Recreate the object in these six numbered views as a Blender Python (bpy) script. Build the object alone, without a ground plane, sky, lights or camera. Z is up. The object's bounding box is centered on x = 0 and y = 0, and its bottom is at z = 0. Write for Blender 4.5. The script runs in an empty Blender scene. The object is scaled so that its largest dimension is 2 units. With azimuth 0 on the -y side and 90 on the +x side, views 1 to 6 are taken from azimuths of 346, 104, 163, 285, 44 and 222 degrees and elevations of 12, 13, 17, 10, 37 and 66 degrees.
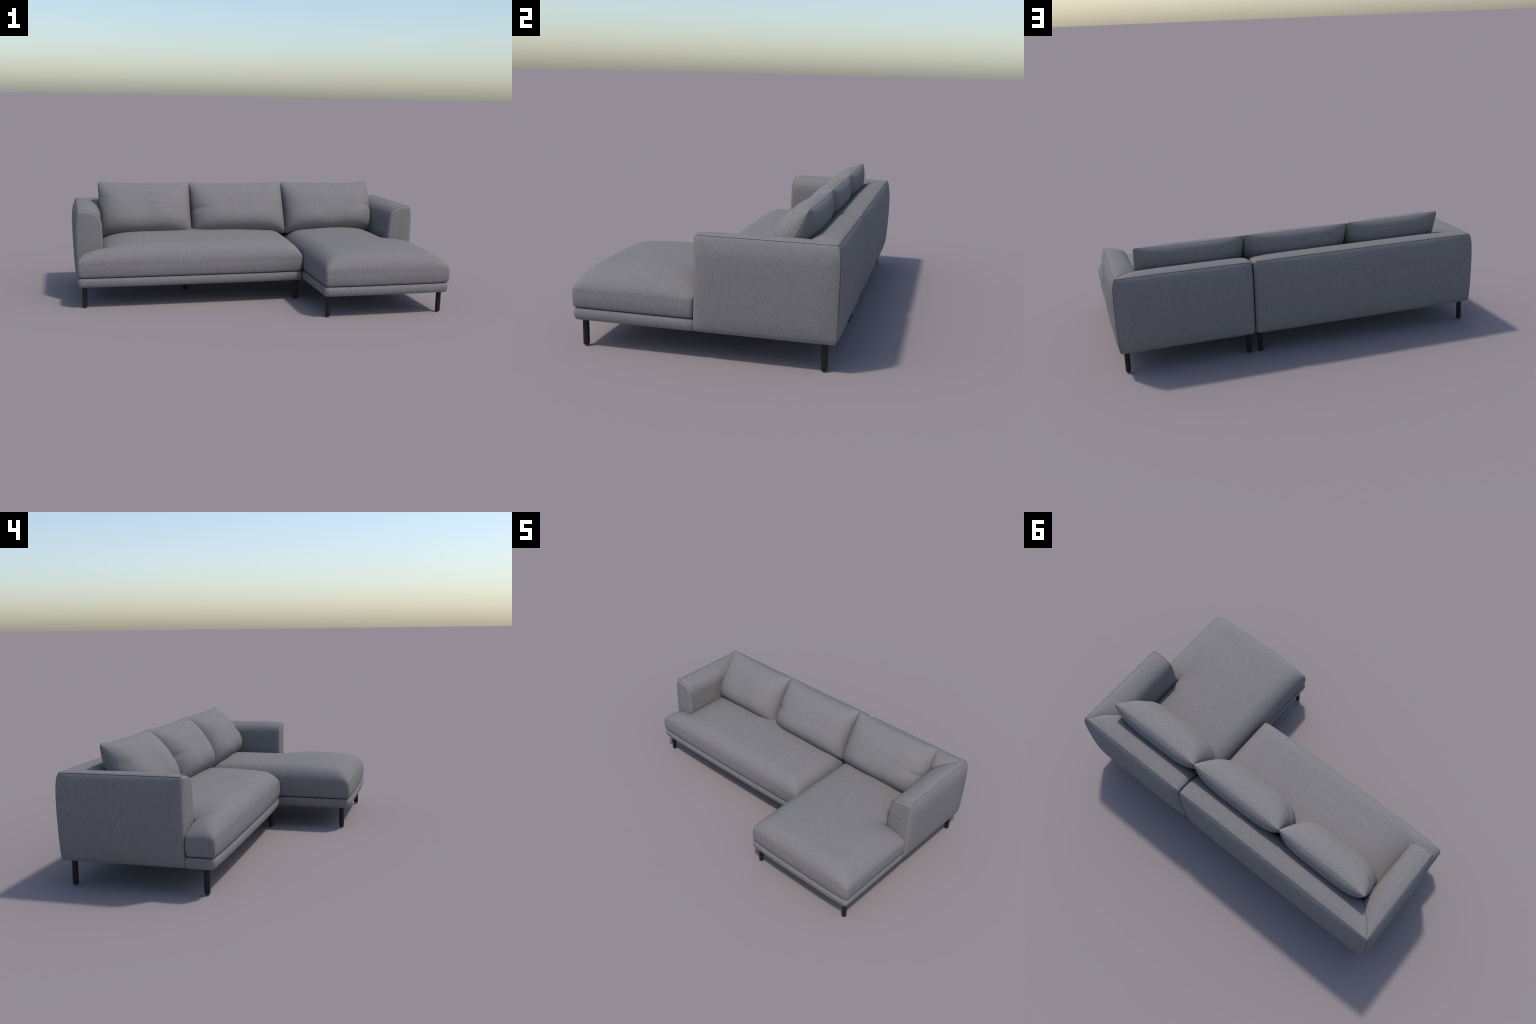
"""Grey fabric sectional sofa with a chaise, built part by part."""
import bpy, bmesh, math
import numpy as np
from mathutils import noise as mnoise, Vector

# ------------------------------------------------------------------ materials
def fabric_material(name, base, contrast):
    m = bpy.data.materials.new(name)
    m.use_nodes = True
    nt = m.node_tree
    N, L = nt.nodes, nt.links
    bsdf = N["Principled BSDF"]
    bsdf.inputs["Roughness"].default_value = 0.92
    bsdf.inputs["Specular IOR Level"].default_value = 0.08
    tc = N.new("ShaderNodeTexCoord")

    def noise(scale, detail, stretch=(1, 1, 1)):
        mp = N.new("ShaderNodeMapping")
        mp.inputs["Scale"].default_value = stretch
        n = N.new("ShaderNodeTexNoise")
        n.inputs["Scale"].default_value = scale
        n.inputs["Detail"].default_value = detail
        n.inputs["Roughness"].default_value = 0.6
        L.new(tc.outputs["Object"], mp.inputs["Vector"])
        L.new(mp.outputs["Vector"], n.inputs["Vector"])
        return n.outputs["Fac"]

    def math_node(op, a, b):
        n = N.new("ShaderNodeMath")
        n.operation = op
        for i, v in enumerate((a, b)):
            if isinstance(v, (int, float)):
                n.inputs[i].default_value = v
            else:
                L.new(v, n.inputs[i])
        return n.outputs[0]

    mottle = noise(60.0, 2.0)                        # heathered patches, 2-3 cm
    fleck = noise(185.0, 2.0, (1.0, 1.0, 0.75))      # yarn flecks
    warp = noise(210.0, 1.0, (1.0, 1.0, 0.14))       # upright threads
    s = math_node("MULTIPLY", mottle, 0.24)
    s = math_node("ADD", s, math_node("MULTIPLY", fleck, 0.50))
    s = math_node("ADD", s, math_node("MULTIPLY", warp, 0.26))
    ramp = N.new("ShaderNodeValToRGB")
    lo = tuple(c * (1 - contrast) for c in base) + (1,)
    hi = tuple(c * (1 + contrast) for c in base) + (1,)
    ramp.color_ramp.elements[0].position = 0.36
    ramp.color_ramp.elements[0].color = lo
    ramp.color_ramp.elements[1].position = 0.64
    ramp.color_ramp.elements[1].color = hi
    L.new(s, ramp.inputs["Fac"])
    L.new(ramp.outputs["Color"], bsdf.inputs["Base Color"])
    bump = N.new("ShaderNodeBump")
    bump.inputs["Strength"].default_value = 0.25
    bump.inputs["Distance"].default_value = 0.0012
    L.new(fleck, bump.inputs["Height"])
    L.new(bump.outputs["Normal"], bsdf.inputs["Normal"])
    return m


def plain_material(name, col, rough, spec=0.3):
    m = bpy.data.materials.new(name)
    m.use_nodes = True
    nt = m.node_tree
    b = nt.nodes["Principled BSDF"]
    b.inputs["Roughness"].default_value = rough
    b.inputs["Specular IOR Level"].default_value = spec
    tc = nt.nodes.new("ShaderNodeTexCoord")
    n = nt.nodes.new("ShaderNodeTexNoise")
    n.inputs["Scale"].default_value = 60.0
    r = nt.nodes.new("ShaderNodeValToRGB")
    r.color_ramp.elements[0].color = tuple(c * 0.9 for c in col) + (1,)
    r.color_ramp.elements[1].color = tuple(c * 1.1 for c in col) + (1,)
    nt.links.new(tc.outputs["Object"], n.inputs["Vector"])
    nt.links.new(n.outputs["Fac"], r.inputs["Fac"])
    nt.links.new(r.outputs["Color"], b.inputs["Base Color"])
    return m


FABRIC = fabric_material("grey_woven_fabric", (0.204, 0.1915, 0.187), 0.135)
THREAD = plain_material("seam_thread", (0.105, 0.101, 0.099), 0.95, 0.1)
METAL = plain_material("black_leg_lacquer", (0.013, 0.012, 0.0115), 0.5, 0.3)

# ------------------------------------------------------------------ helpers
sofa = bpy.data.objects.new("sectional_sofa", None)
sofa["label"] = "grey fabric corner sofa with chaise and slim black legs"
sofa["category"] = "sofa"
bpy.context.scene.collection.objects.link(sofa)


def add_part(name, verts, faces, mat, parent=None, smooth=40.0):
    me = bpy.data.meshes.new(name)
    me.from_pydata([tuple(map(float, v)) for v in verts], [], faces)
    bm = bmesh.new()
    bm.from_mesh(me)
    bmesh.ops.remove_doubles(bm, verts=bm.verts, dist=1e-6)
    bmesh.ops.recalc_face_normals(bm, faces=bm.faces)
    for f in bm.faces:
        f.smooth = True
    lim = math.radians(smooth)
    for e in bm.edges:
        if len(e.link_faces) == 2 and e.calc_face_angle(0.0) > lim:
            e.smooth = False
    bm.to_mesh(me)
    bm.free()
    me.materials.append(mat)
    ob = bpy.data.objects.new(name, me)
    ob.parent = parent or sofa
    bpy.context.scene.collection.objects.link(ob)
    return ob


def spline(pts, n):
    """Catmull-Rom through pts, resampled to n points evenly along its length."""
    p = np.asarray(pts, float)
    p = np.vstack([2 * p[0] - p[1], p, 2 * p[-1] - p[-2]])
    out = []
    for i in range(1, len(p) - 2):
        for t in np.linspace(0, 1, 24, endpoint=False):
            a, b, c, d = p[i - 1:i + 3]
            out.append(0.5 * (2 * b + (c - a) * t + (2 * a - 5 * b + 4 * c - d) * t ** 2
                              + (3 * b - a - 3 * c + d) * t ** 3))
    out.append(p[-2])
    out = np.array(out)
    s = np.r_[0, np.cumsum(np.linalg.norm(np.diff(out, axis=0), axis=1))]
    q = np.linspace(0, s[-1], n)
    return np.stack([np.interp(q, s, out[:, k]) for k in range(out.shape[1])], 1)


def tube(name, path, radius, mat, parent=None, sides=6):
    """Thin round cord along a polyline."""
    P = [Vector(p) for p in path]
    verts, faces = [], []
    ref = Vector((0.31, 0.47, 0.83))
    for i, p in enumerate(P):
        t = (P[min(i + 1, len(P) - 1)] - P[max(i - 1, 0)]).normalized()
        a = (ref - t * ref.dot(t)).normalized()
        b = t.cross(a)
        for k in range(sides):
            w = 2 * math.pi * k / sides
            verts.append(p + radius * (math.cos(w) * a + math.sin(w) * b))
    for i in range(len(P) - 1):
        for k in range(sides):
            k2 = (k + 1) % sides
            faces.append((i * sides + k, i * sides + k2, (i + 1) * sides + k2, (i + 1) * sides + k))
    faces.append(tuple(range(sides - 1, -1, -1)))
    faces.append(tuple((len(P) - 1) * sides + k for k in range(sides)))
    return add_part(name, verts, faces, mat, parent, 80)


def soft_noise(p, scale, amp):
    return amp * mnoise.noise(Vector(p) * scale)


# ------------------------------------------------------------------ back and arm shells
XO, YO = 0.988, 0.5525          # outermost corner lines of the upholstered shell
Y_ARM = -0.033                  # front faces of the arms
MAIN_END, CHAISE_END = 0.2705, 0.2755   # the two modules meet here

# cross-section as (depth inwards from the corner line, height)
OUTER = [(0.013, 0.1195), (0.0085, 0.126), (0.005, 0.165), (0.0018, 0.25), (0.0, 0.34), (0.0, 0.41),
         (0.0022, 0.465), (0.0065, 0.497), (0.0125, 0.5135)]
TOP = [(0.0125, 0.5135), (0.026, 0.5150), (0.045, 0.5150), (0.070, 0.5105), (0.095, 0.5030), (0.118, 0.492),
       (0.134, 0.474), (0.142, 0.449), (0.1455, 0.40), (0.148, 0.34), (0.149, 0.28), (0.149, 0.17)]
# the backrest is thicker than the arms: arm depth -> back depth at the same height
BACK_DEPTH = ([0.0, 0.0125, 0.026, 0.045, 0.070, 0.095, 0.117, 0.134, 0.142, 0.149],
              [0.0, 0.0125, 0.029, 0.055, 0.092, 0.122, 0.148, 0.168, 0.178, 0.187])


def back_depth(delta):
    return float(np.interp(delta, *BACK_DEPTH))


UNDER = [(0.149, 0.17), (0.140, 0.13), (0.125, 0.1195), (0.07, 0.1195), (0.013, 0.1195)]


def shell_section():
    """Closed profile with a sewn groove where the outer panel meets the top."""
    a = spline(OUTER, 34)
    fine_a = spline(OUTER, 340)[-16::3]
    b = spline(TOP, 52)
    fine_b = spline(TOP, 520)[:15:3]
    c = spline(UNDER, 16)
    prof = np.vstack([a[:-2], fine_a, fine_b[1:], b[2:], c[1:-1]])
    nxt, prv = np.roll(prof, -1, 0), np.roll(prof, 1, 0)
    t = nxt - prv
    t /= np.linalg.norm(t, axis=1)[:, None] + 1e-12
    nor = np.stack([t[:, 1], -t[:, 0]], 1)          # points into the stuffing
    if np.mean(((prof.mean(0) - prof) * nor).sum(1)) < 0:
        nor = -nor
    d = np.linalg.norm(prof - np.array(OUTER[-1]), axis=1)
    prof = prof + nor * (0.0022 * np.exp(-(d / 0.0022) ** 2))[:, None]
    return prof, nor


PROF, PNOR = shell_section()


def bulge_weight(delta, z):
    """Stuffing pushes the outer panel out, most at mid height."""
    out = np.clip(1 - delta / 0.020, 0, 1)
    up = np.clip((0.5135 - z) / 0.075, 0, 1)
    lo = np.clip((z - 0.119) / 0.07, 0, 1)
    return out * up * (2 - up) * (0.4 + 0.6 * lo * (2 - lo))


def pillow(t):
    return 1 - np.minimum(np.abs(2 * t - 1), 1.0) ** 8.0


def crown(delta, z):
    """Share of the soft upward swelling along the top of arms and back."""
    if z < 0.42:
        return 0.0
    return math.sin(min(max((delta - 0.0125) / 0.125, 0), 1) * math.pi) ** 0.8


def end_inset(d, r, length):
    """How far a section shrinks at distance d from an end rounded by r over length."""
    if d >= length:
        return 0.0
    return r * (1 - math.sqrt(max(1 - (1 - d / length) ** 2, 0)))


def shell(name, place, length, free_round, round_len, seam_free):
    """place(s, delta, z, bulge): s=0 at the free end, s=1 at the mitred corner."""
    near = [0, 0.0006, 0.0015, 0.003, 0.005, 0.0075, 0.0105, 0.0125, 0.0145, 0.018, 0.024, 0.034, 0.05]
    far = [0.0, 0.0008, 0.0018, 0.003, 0.005, 0.01, 0.02, 0.04]
    st = sorted([d for d in near] + [length - d for d in far]
                + list(np.linspace(0.06, length - 0.05, max(int(length / 0.02), 8))))
    rings = []
    low = np.ones(len(PROF))
    if seam_free:                       # flush with the base frame near the floor
        low = 0.15 + 0.85 * np.clip((PROF[:, 1] - 0.17) / 0.13, 0, 1)
    for d in st:
        ins = end_inset(d, free_round, round_len)
        if seam_free:
            ins += 0.0009 * math.exp(-((d - 0.0125) / 0.0016) ** 2)
        ins += 0.0022 * math.exp(-((length - d) / 0.0016) ** 2)
        sec = PROF + PNOR * (ins * low)[:, None]
        t = d / length
        b = pillow(t) * bulge_weight(sec[:, 0], sec[:, 1])
        rings.append(np.array([place(t, sec[i, 0], sec[i, 1], b[i]) for i in range(len(sec))]))
    # closing cap on the free end, two nested rings then a face
    sec0 = PROF + PNOR * (free_round * low)[:, None]
    cen = sec0.mean(0)
    caps = []
    for k in (0.8, 0.6, 0.4, 0.2, 0.08, 0.02):       # softly domed end panel
        sec = sec0 + (cen - sec0) * k
        swell = -0.004 * (1 - (1 - k) ** 2) / length if seam_free else 0.0
        caps.append(np.array([place(swell, q[0], q[1], 0.0) for q in sec]))
    rings = caps + rings
    n = len(PROF)
    verts = np.vstack(rings)
    faces = [tuple(range(n))]
    for j in range(len(rings) - 1):
        for i in range(n):
            i2 = (i + 1) % n
            faces.append((j * n + i, j * n + i2, (j + 1) * n + i2, (j + 1) * n + i))
    return add_part(name, verts, faces, FABRIC)


def corner_swell(delta):
    """The arm thickens into the inside corner."""
    return 0.016 * min(max((delta - 0.05) / 0.096, 0), 1)


def back_place(x_free, side):
    def place(t, delta, z, b):
        x_corner = side * (XO - delta - corner_swell(delta))
        x = x_free + (x_corner - x_free) * t
        return (x, YO - back_depth(delta) + 0.0175 * b, z + 0.0105 * pillow(t) * crown(delta, z))
    return place


def arm_place(side):
    def place(t, delta, z, b):
        y_corner = YO - back_depth(delta)
        y = Y_ARM + (y_corner - Y_ARM) * t
        return (side * (XO - delta - max(t, 0.0) ** 2.5 * corner_swell(delta) + 0.0120 * b), y, z + 0.0085 * pillow(t) * crown(delta, z))
    return place


back_main = shell("backrest", back_place(MAIN_END, -1), XO + MAIN_END, 0.015, 0.027, False)
back_chaise = shell("backrest", back_place(CHAISE_END, 1), XO - CHAISE_END, 0.015, 0.027, False)
arm_len = YO - Y_ARM
arm_left = shell("armrest", arm_place(-1), arm_len, 0.015, 0.019, True)
arm_right = shell("armrest", arm_place(1), arm_len, 0.015, 0.019, True)

# seam threads of the shell
SEAM_D, SEAM_Z = OUTER[-1]
for ob, place, start in ((back_main, back_place(MAIN_END, -1), 0.012), (back_chaise, back_place(CHAISE_END, 1), 0.02),
                         (arm_left, arm_place(-1), 0.022), (arm_right, arm_place(1), 0.022)):
    tube("seam", [place(t, SEAM_D + 0.0008, SEAM_Z - 0.0006, 0) for t in np.linspace(start, 0.998, 60)],
         0.0010, THREAD, ob)
for ob, side in ((arm_left, -1), (arm_right, 1)):
    top = [p for p in spline(TOP, 60) if p[1] > 0.29]
    pl = arm_place(side)
    tube("seam", [pl(0.0125 / arm_len, d, z - 0.0007 if d < .1 else z, 0) for d, z in top if z > 0.455],
         0.0009, THREAD, ob)
    tube("seam", [pl(1.0, d + 0.0006, z - 0.0010, 0) for d, z in top], 0.0012, THREAD, ob)
    tube("seam", [pl(1.0, d + 0.0012, z, 0) for d, z in spline(OUTER, 30)], 0.0010, THREAD, ob)


# ------------------------------------------------------------------ slabs (seat cushions, base frames)
def grid_lines(a, b, step, fine=(0.0008, 0.0022, 0.0042, 0.007, 0.0105, 0.015, 0.021, 0.029, 0.04)):
    mid = np.linspace(a + 0.052, b - 0.052, max(int((b - a) / step), 3))
    return np.array([a] + [a + f for f in fine] + list(mid) + [b - f for f in fine[::-1]] + [b])


def slab(name, x0, x1, y0, y1, notch, wall, top_fn, corner_r, bow, step=0.02, z_floor=None, parent=None):
    """Stuffed slab over a rectangle x0..x1, y0..y1 with one arm corner cut out.

    notch = (side, x, y): everything beyond x on that side and behind y is missing.
    wall = [(inset, z)...] from the top edge downwards; top_fn(x, y) = height.
    """
    xs = grid_lines(x0, x1, step)
    ys = grid_lines(y0, y1, step)
    fine = np.array([0, 0.0008, 0.0022, 0.0042, 0.007, 0.0105, 0.015, 0.021, 0.029, 0.04])
    if notch:
        side, nx, ny = notch
        xs = xs[(np.abs(xs - nx) > 0.004)]
        ys = ys[(np.abs(ys - ny) > 0.004)]
        xs = np.unique(np.r_[xs, nx - side * fine, nx + side * 0.012])
        ys = np.unique(np.r_[ys, ny - fine[:6], ny + 0.012])

    def inside(cx, cy):
        if notch and cy > ny and (cx - nx) * side > 0:
            return False
        return True

    r = corner_r
    corners = [(x0, y0, 1, 1), (x1, y0, -1, 1), (x0, y1, 1, -1), (x1, y1, -1, -1)]
    if notch:
        corners = [c for c in corners if not (c[3] == -1 and (c[0] - nx) * side > 0)]
        xe = x1 if side > 0 else x0
        corners.append((xe, ny, -side, -1))

    def plan(x, y):
        px, py = rounded(x, y)
        f = (1 - abs(2 * (x - x0) / (x1 - x0) - 1) ** 4) * max(1 - (y - y0) / 0.25, 0)
        py -= bow * f
        return px, py

    def rounded(x, y):
        for cx, cy, sx, sy in corners:
            a, b = (x - cx) * sx, (y - cy) * sy
            if -1e-9 <= a < r and -1e-9 <= b < r:
                m = min(a, b)
                if r - m < 1e-9:
                    continue
                w = (max(a, b) - m) / (r - m) * math.pi / 4
                if a <= b:      # leg along the sx edge
                    w = math.pi / 4 - w
                else:
                    w = math.pi / 4 + w
                rad = r - m
                return cx + sx * (r - rad * math.cos(w)), cy + sy * (r - rad * math.sin(w))
        return x, y

    idx, verts, faces = {}, [], []
    for i in range(len(xs) - 1):
        for j in range(len(ys) - 1):
            if not inside((xs[i] + xs[i + 1]) / 2, (ys[j] + ys[j + 1]) / 2):
                continue
            quad = []
            for a, b in ((i, j), (i + 1, j), (i + 1, j + 1), (i, j + 1)):
                if (a, b) not in idx:
                    px, py = plan(xs[a], ys[b])
                    idx[(a, b)] = len(verts)
                    verts.append((px, py, top_fn(xs[a], ys[b])))
                quad.append(idx[(a, b)])
            faces.append(tuple(quad))
    count = {}
    for f in faces:
        for k in range(4):
            e = (f[k], f[(k + 1) % 4])
            count[e] = 1
    border = {a: b for (a, b) in count if (b, a) not in count}
    loop = [next(iter(border))]
    while border[loop[-1]] != loop[0]:
        loop.append(border[loop[-1]])
    L = np.array([verts[i] for i in loop])
    t = np.roll(L, -1, 0) - np.roll(L, 1, 0)
    t[:, 2] = 0
    t /= np.linalg.norm(t, axis=1)[:, None]
    inn = np.stack([-t[:, 1], t[:, 0]], 1)
    n = len(loop)
    prev = list(loop)
    z_top = L[:, 2]
    for inset, z in wall:
        cur = []
        for k in range(n):
            cur.append(len(verts))
            verts.append((L[k, 0] + inn[k, 0] * inset, L[k, 1] + inn[k, 1] * inset, min(z, z_top[k] - 1e-4)))
        for k in range(n):
            faces.append((prev[k], cur[k], cur[(k + 1) % n], prev[(k + 1) % n]))
        prev = cur
    faces.append(tuple(prev[::-1]))
    return add_part(name, verts, faces, FABRIC, parent, 50)


def circ(t):
    t = min(max(t, 0.0), 1.0)
    return math.sqrt(1 - (1 - t) ** 2)


def dome(t):
    t = min(max(t, 0.0), 1.0)
    return 1 - (1 - t) ** 2


def rise(d, r=0.10):
    """How a stuffed top climbs away from its sewn edge."""
    return 0.78 * circ(d / r) + 0.22 * dome(d / 0.35)


def seat_top(x0, x1, y0, notch, crown):
    side, nx, ny = notch
    # fuller where the two modules face each other, softer along the arm side
    r_left, r_right = (0.17, 0.09) if side < 0 else (0.09, 0.165)

    def fn(x, y):
        e = 1e-4
        f = 1 / (1 / (rise(x - x0, r_left) + e) + 1 / (rise(x1 - x, r_right) + e) + 1 / (rise(y - y0, 0.085) + e) - 2)
        # tucked in against the arm
        ax = max((nx - x) * side, 0.0)
        ay = max(ny - y, 0.0)
        da = math.hypot(ax, ay)
        f *= 0.52 + 0.48 * (0.6 * circ(da / 0.13) + 0.4 * dome(da / 0.28))
        f *= 0.75 + 0.25 * circ((0.43 - y) / 0.10)
        z = 0.243 + crown * f
        return z + soft_noise((x, y, 0.3), 6.0, 0.0012) * f
    return fn


SEAT_WALL = [(0.000, 0.2425), (-0.0015, 0.232), (-0.0022, 0.217), (-0.0015, 0.200), (0.0005, 0.188), (0.002, 0.180),
             (0.0045, 0.1745), (0.008, 0.1715), (0.013, 0.1705)]
main_seat = dict(x0=-0.984, x1=0.2705, y0=-0.1675, y1=0.43)
chaise_seat = dict(x0=0.2760, x1=0.9855, y0=-0.5590, y1=0.43)
notch_l = (-1, -0.838, Y_ARM - 0.002)
notch_r = (1, 0.838, Y_ARM - 0.002)
seat_main = slab("seat_cushion", notch=notch_l, wall=SEAT_WALL, corner_r=0.014, bow=0.009,
                 top_fn=seat_top(main_seat["x0"], main_seat["x1"], main_seat["y0"], notch_l, 0.114), **main_seat)
seat_chaise = slab("seat_cushion", notch=notch_r, wall=SEAT_WALL, corner_r=0.014, bow=0.009,
                   top_fn=seat_top(chaise_seat["x0"], chaise_seat["x1"], chaise_seat["y0"], notch_r, 0.114),
                   **chaise_seat)
# sewn upright corners of the seat cushions
for ob, box, sides in ((seat_main, main_seat, ("x0",)), (seat_chaise, chaise_seat, ("x0", "x1"))):
    for key in sides:
        sx = 1 if key == "x0" else -1
        k = 0.014 * (1 - math.sqrt(0.5))
        tube("seam", [(box[key] + sx * (k + o - 0.0001), box["y0"] + k + o - 0.0001, z) for o, z in
                      ((0.0012, 0.176), (0.0, 0.185), (-0.001, 0.20), (-0.0014, 0.217), (-0.001, 0.232),
                       (0.0, 0.243), (0.0025, 0.252), (0.006, 0.26))], 0.0008, THREAD, ob)

FRAME_WALL = [(0.0, 0.1655), (-0.0035, 0.161), (-0.0055, 0.153), (-0.006, 0.144), (-0.005, 0.134), (-0.002, 0.125),
              (0.0005, 0.1205), (0.003, 0.1182), (0.008, 0.1175)]


def frame_top(x, y):
    return 0.1675


frame_main = slab("base_frame", -0.979, 0.2680, -0.1600, 0.53, (-1, -0.90, Y_ARM + 0.001), FRAME_WALL, frame_top,
                  0.016, 0.0085, 0.03)
frame_chaise = slab("base_frame", 0.2780, 0.979, -0.5555, 0.53, (1, 0.90, Y_ARM + 0.001), FRAME_WALL, frame_top,
                    0.016, 0.0085, 0.03)


# ------------------------------------------------------------------ back cushions
def back_cushion(xl, xr, top_y, top_z, bot_y, bot_z, dents, seed, tilt=0.0, puff=1.0):
    """Knife-edge pillow leaning on the backrest; dents = [(u, v, depth, su, sv)]."""
    cx, hw = (xl + xr) / 2, (xr - xl) / 2
    top = np.array([top_y, top_z])
    bot = np.array([bot_y, bot_z])
    up = top - bot
    H = np.linalg.norm(up) / 2
    up /= 2 * H
    mid = (top + bot) / 2
    fwd = np.array([-up[1], up[0]])          # towards the sitter
    if fwd[0] > 0:
        fwd = -fwd
    nu, nv = 64, 48
    us = np.sin(np.linspace(-1, 1, nu + 1) * math.pi / 2)
    vs = np.sin(np.linspace(-1, 1, nv + 1) * math.pi / 2)
    verts, front, back, edge = [], {}, {}, []
    rc = 0.018                                # rounded corner radius in the plane

    def plane_pt(u, v):
        x, h = u * hw, v * H
        a, b = hw - abs(x), H - abs(h)
        if a < rc and b < rc:
            m = min(a, b)
            w = (max(a, b) - m) / (rc - m) * math.pi / 4 if rc - m > 1e-9 else 0
            w = math.pi / 4 - w if a <= b else math.pi / 4 + w
            rad = rc - m
            a2, b2 = rc - rad * math.cos(w), rc - rad * math.sin(w)
            x, h = math.copysign(hw - a2, x), math.copysign(H - b2, h)
        # seams draw in between the corner ears
        x -= math.copysign(0.003 * (1 - v * v) * abs(u) ** 3, u)
        h -= math.copysign((0.011 if v > 0 else 0.004) * (1 - u ** 4) * abs(v) ** 3, v)
        h -= tilt * (u + 1) / 2 * (v + 1) / 2
        return x, h

    for i, u in enumerate(us):
        for j, v in enumerate(vs):
            x, h = plane_pt(u, v)
            fu = max(1 - abs(u) ** 4.2, 0) ** 0.52
            fv = max(1 - abs(v) ** (2.4 if v > 0 else 3.0), 0) ** (0.58 if v > 0 else 0.54)
            tf = 0.112 * puff * fu * fv * (1.0 - 0.26 * v)   # belly hangs low
            tb = 0.070 * puff * fu * fv * (1 + 0.10 * v)
            for du, dv, dep, su, sv in dents:
                tf -= dep * math.exp(-((u - du) / su) ** 2 - ((v - dv) / sv) ** 2) * (fu ** 0.5)
            n = soft_noise((u * 1.3 + seed, v * 1.0, seed * 0.37), 1.6, 0.006) * fu * fv
            rim = i in (0, nu) or j in (0, nv)

            def world(off):
                q = mid + up * h + fwd * off
                return (cx + x, q[0], q[1])
            k = len(verts)
            if rim:
                verts.append(world(0.0))
                front[(i, j)] = back[(i, j)] = k
            else:
                verts.append(world(tf + n))
                verts.append(world(-tb))
                front[(i, j)], back[(i, j)] = k, k + 1
    faces = []
    for i in range(nu):
        for j in range(nv):
            q = ((i, j), (i + 1, j), (i + 1, j + 1), (i, j + 1))
            faces.append(tuple(front[k] for k in q))
            faces.append(tuple(back[k] for k in q[::-1]))
    ob = add_part("back_cushion", verts, faces, FABRIC, None, 110)
    rim_ids = ([(0, j) for j in range(nv)] + [(i, nv) for i in range(nu)]
               + [(nu, j) for j in range(nv, 0, -1)] + [(i, 0) for i in range(nu, 0, -1)])
    path = [verts[front[k]] for k in rim_ids]
    path.append(path[0])
    tube("seam", path, 0.0008, THREAD, ob)
    return ob


back_cushion(-0.846, -0.300, 0.402, 0.6285, 0.258, 0.315, [(-0.93, 0.25, 0.012, 0.10, 0.16)], 1.0, 0.008)
back_cushion(-0.302, 0.2805, 0.400, 0.621, 0.258, 0.315, [(-0.95, -0.12, 0.015, 0.24, 0.08)], 4.0)
back_cushion(0.2775, 0.856, 0.400, 0.621, 0.258, 0.315, [(0.95, -0.10, 0.015, 0.24, 0.08)], 7.0)

# ------------------------------------------------------------------ legs
def leg_mesh():
    R = 0.0135
    prof = [(0.0, 0.0)] + [(R - 0.0095 + 0.0095 * math.sin(a), 0.0095 - 0.0095 * math.cos(a))
                           for a in np.linspace(0.0, math.pi / 2, 8)]
    prof += [(R, 0.06), (R, 0.119), (0.0, 0.119)]
    seg, verts, faces = 28, [], []
    for r, z in prof:
        for k in range(seg):
            w = 2 * math.pi * k / seg
            verts.append((r * math.cos(w), r * math.sin(w), z))
    for j in range(len(prof) - 1):
        for k in range(seg):
            k2 = (k + 1) % seg
            faces.append((j * seg + k, j * seg + k2, (j + 1) * seg + k2, (j + 1) * seg + k))
    return verts, faces


first = add_part("leg", *leg_mesh(), METAL)
spots = [(-0.947, -0.1215), (0.244, -0.1195), (-0.948, 0.498), (0.242, 0.498), (-0.352, 0.19),
         (0.307, -0.517), (0.946, -0.518), (0.306, 0.498), (0.946, 0.498)]
for i, (x, y) in enumerate(spots):
    ob = first if i == 0 else first.copy()
    ob.location = (x, y, 0)
    if i:
        ob.parent = sofa
        bpy.context.scene.collection.objects.link(ob)
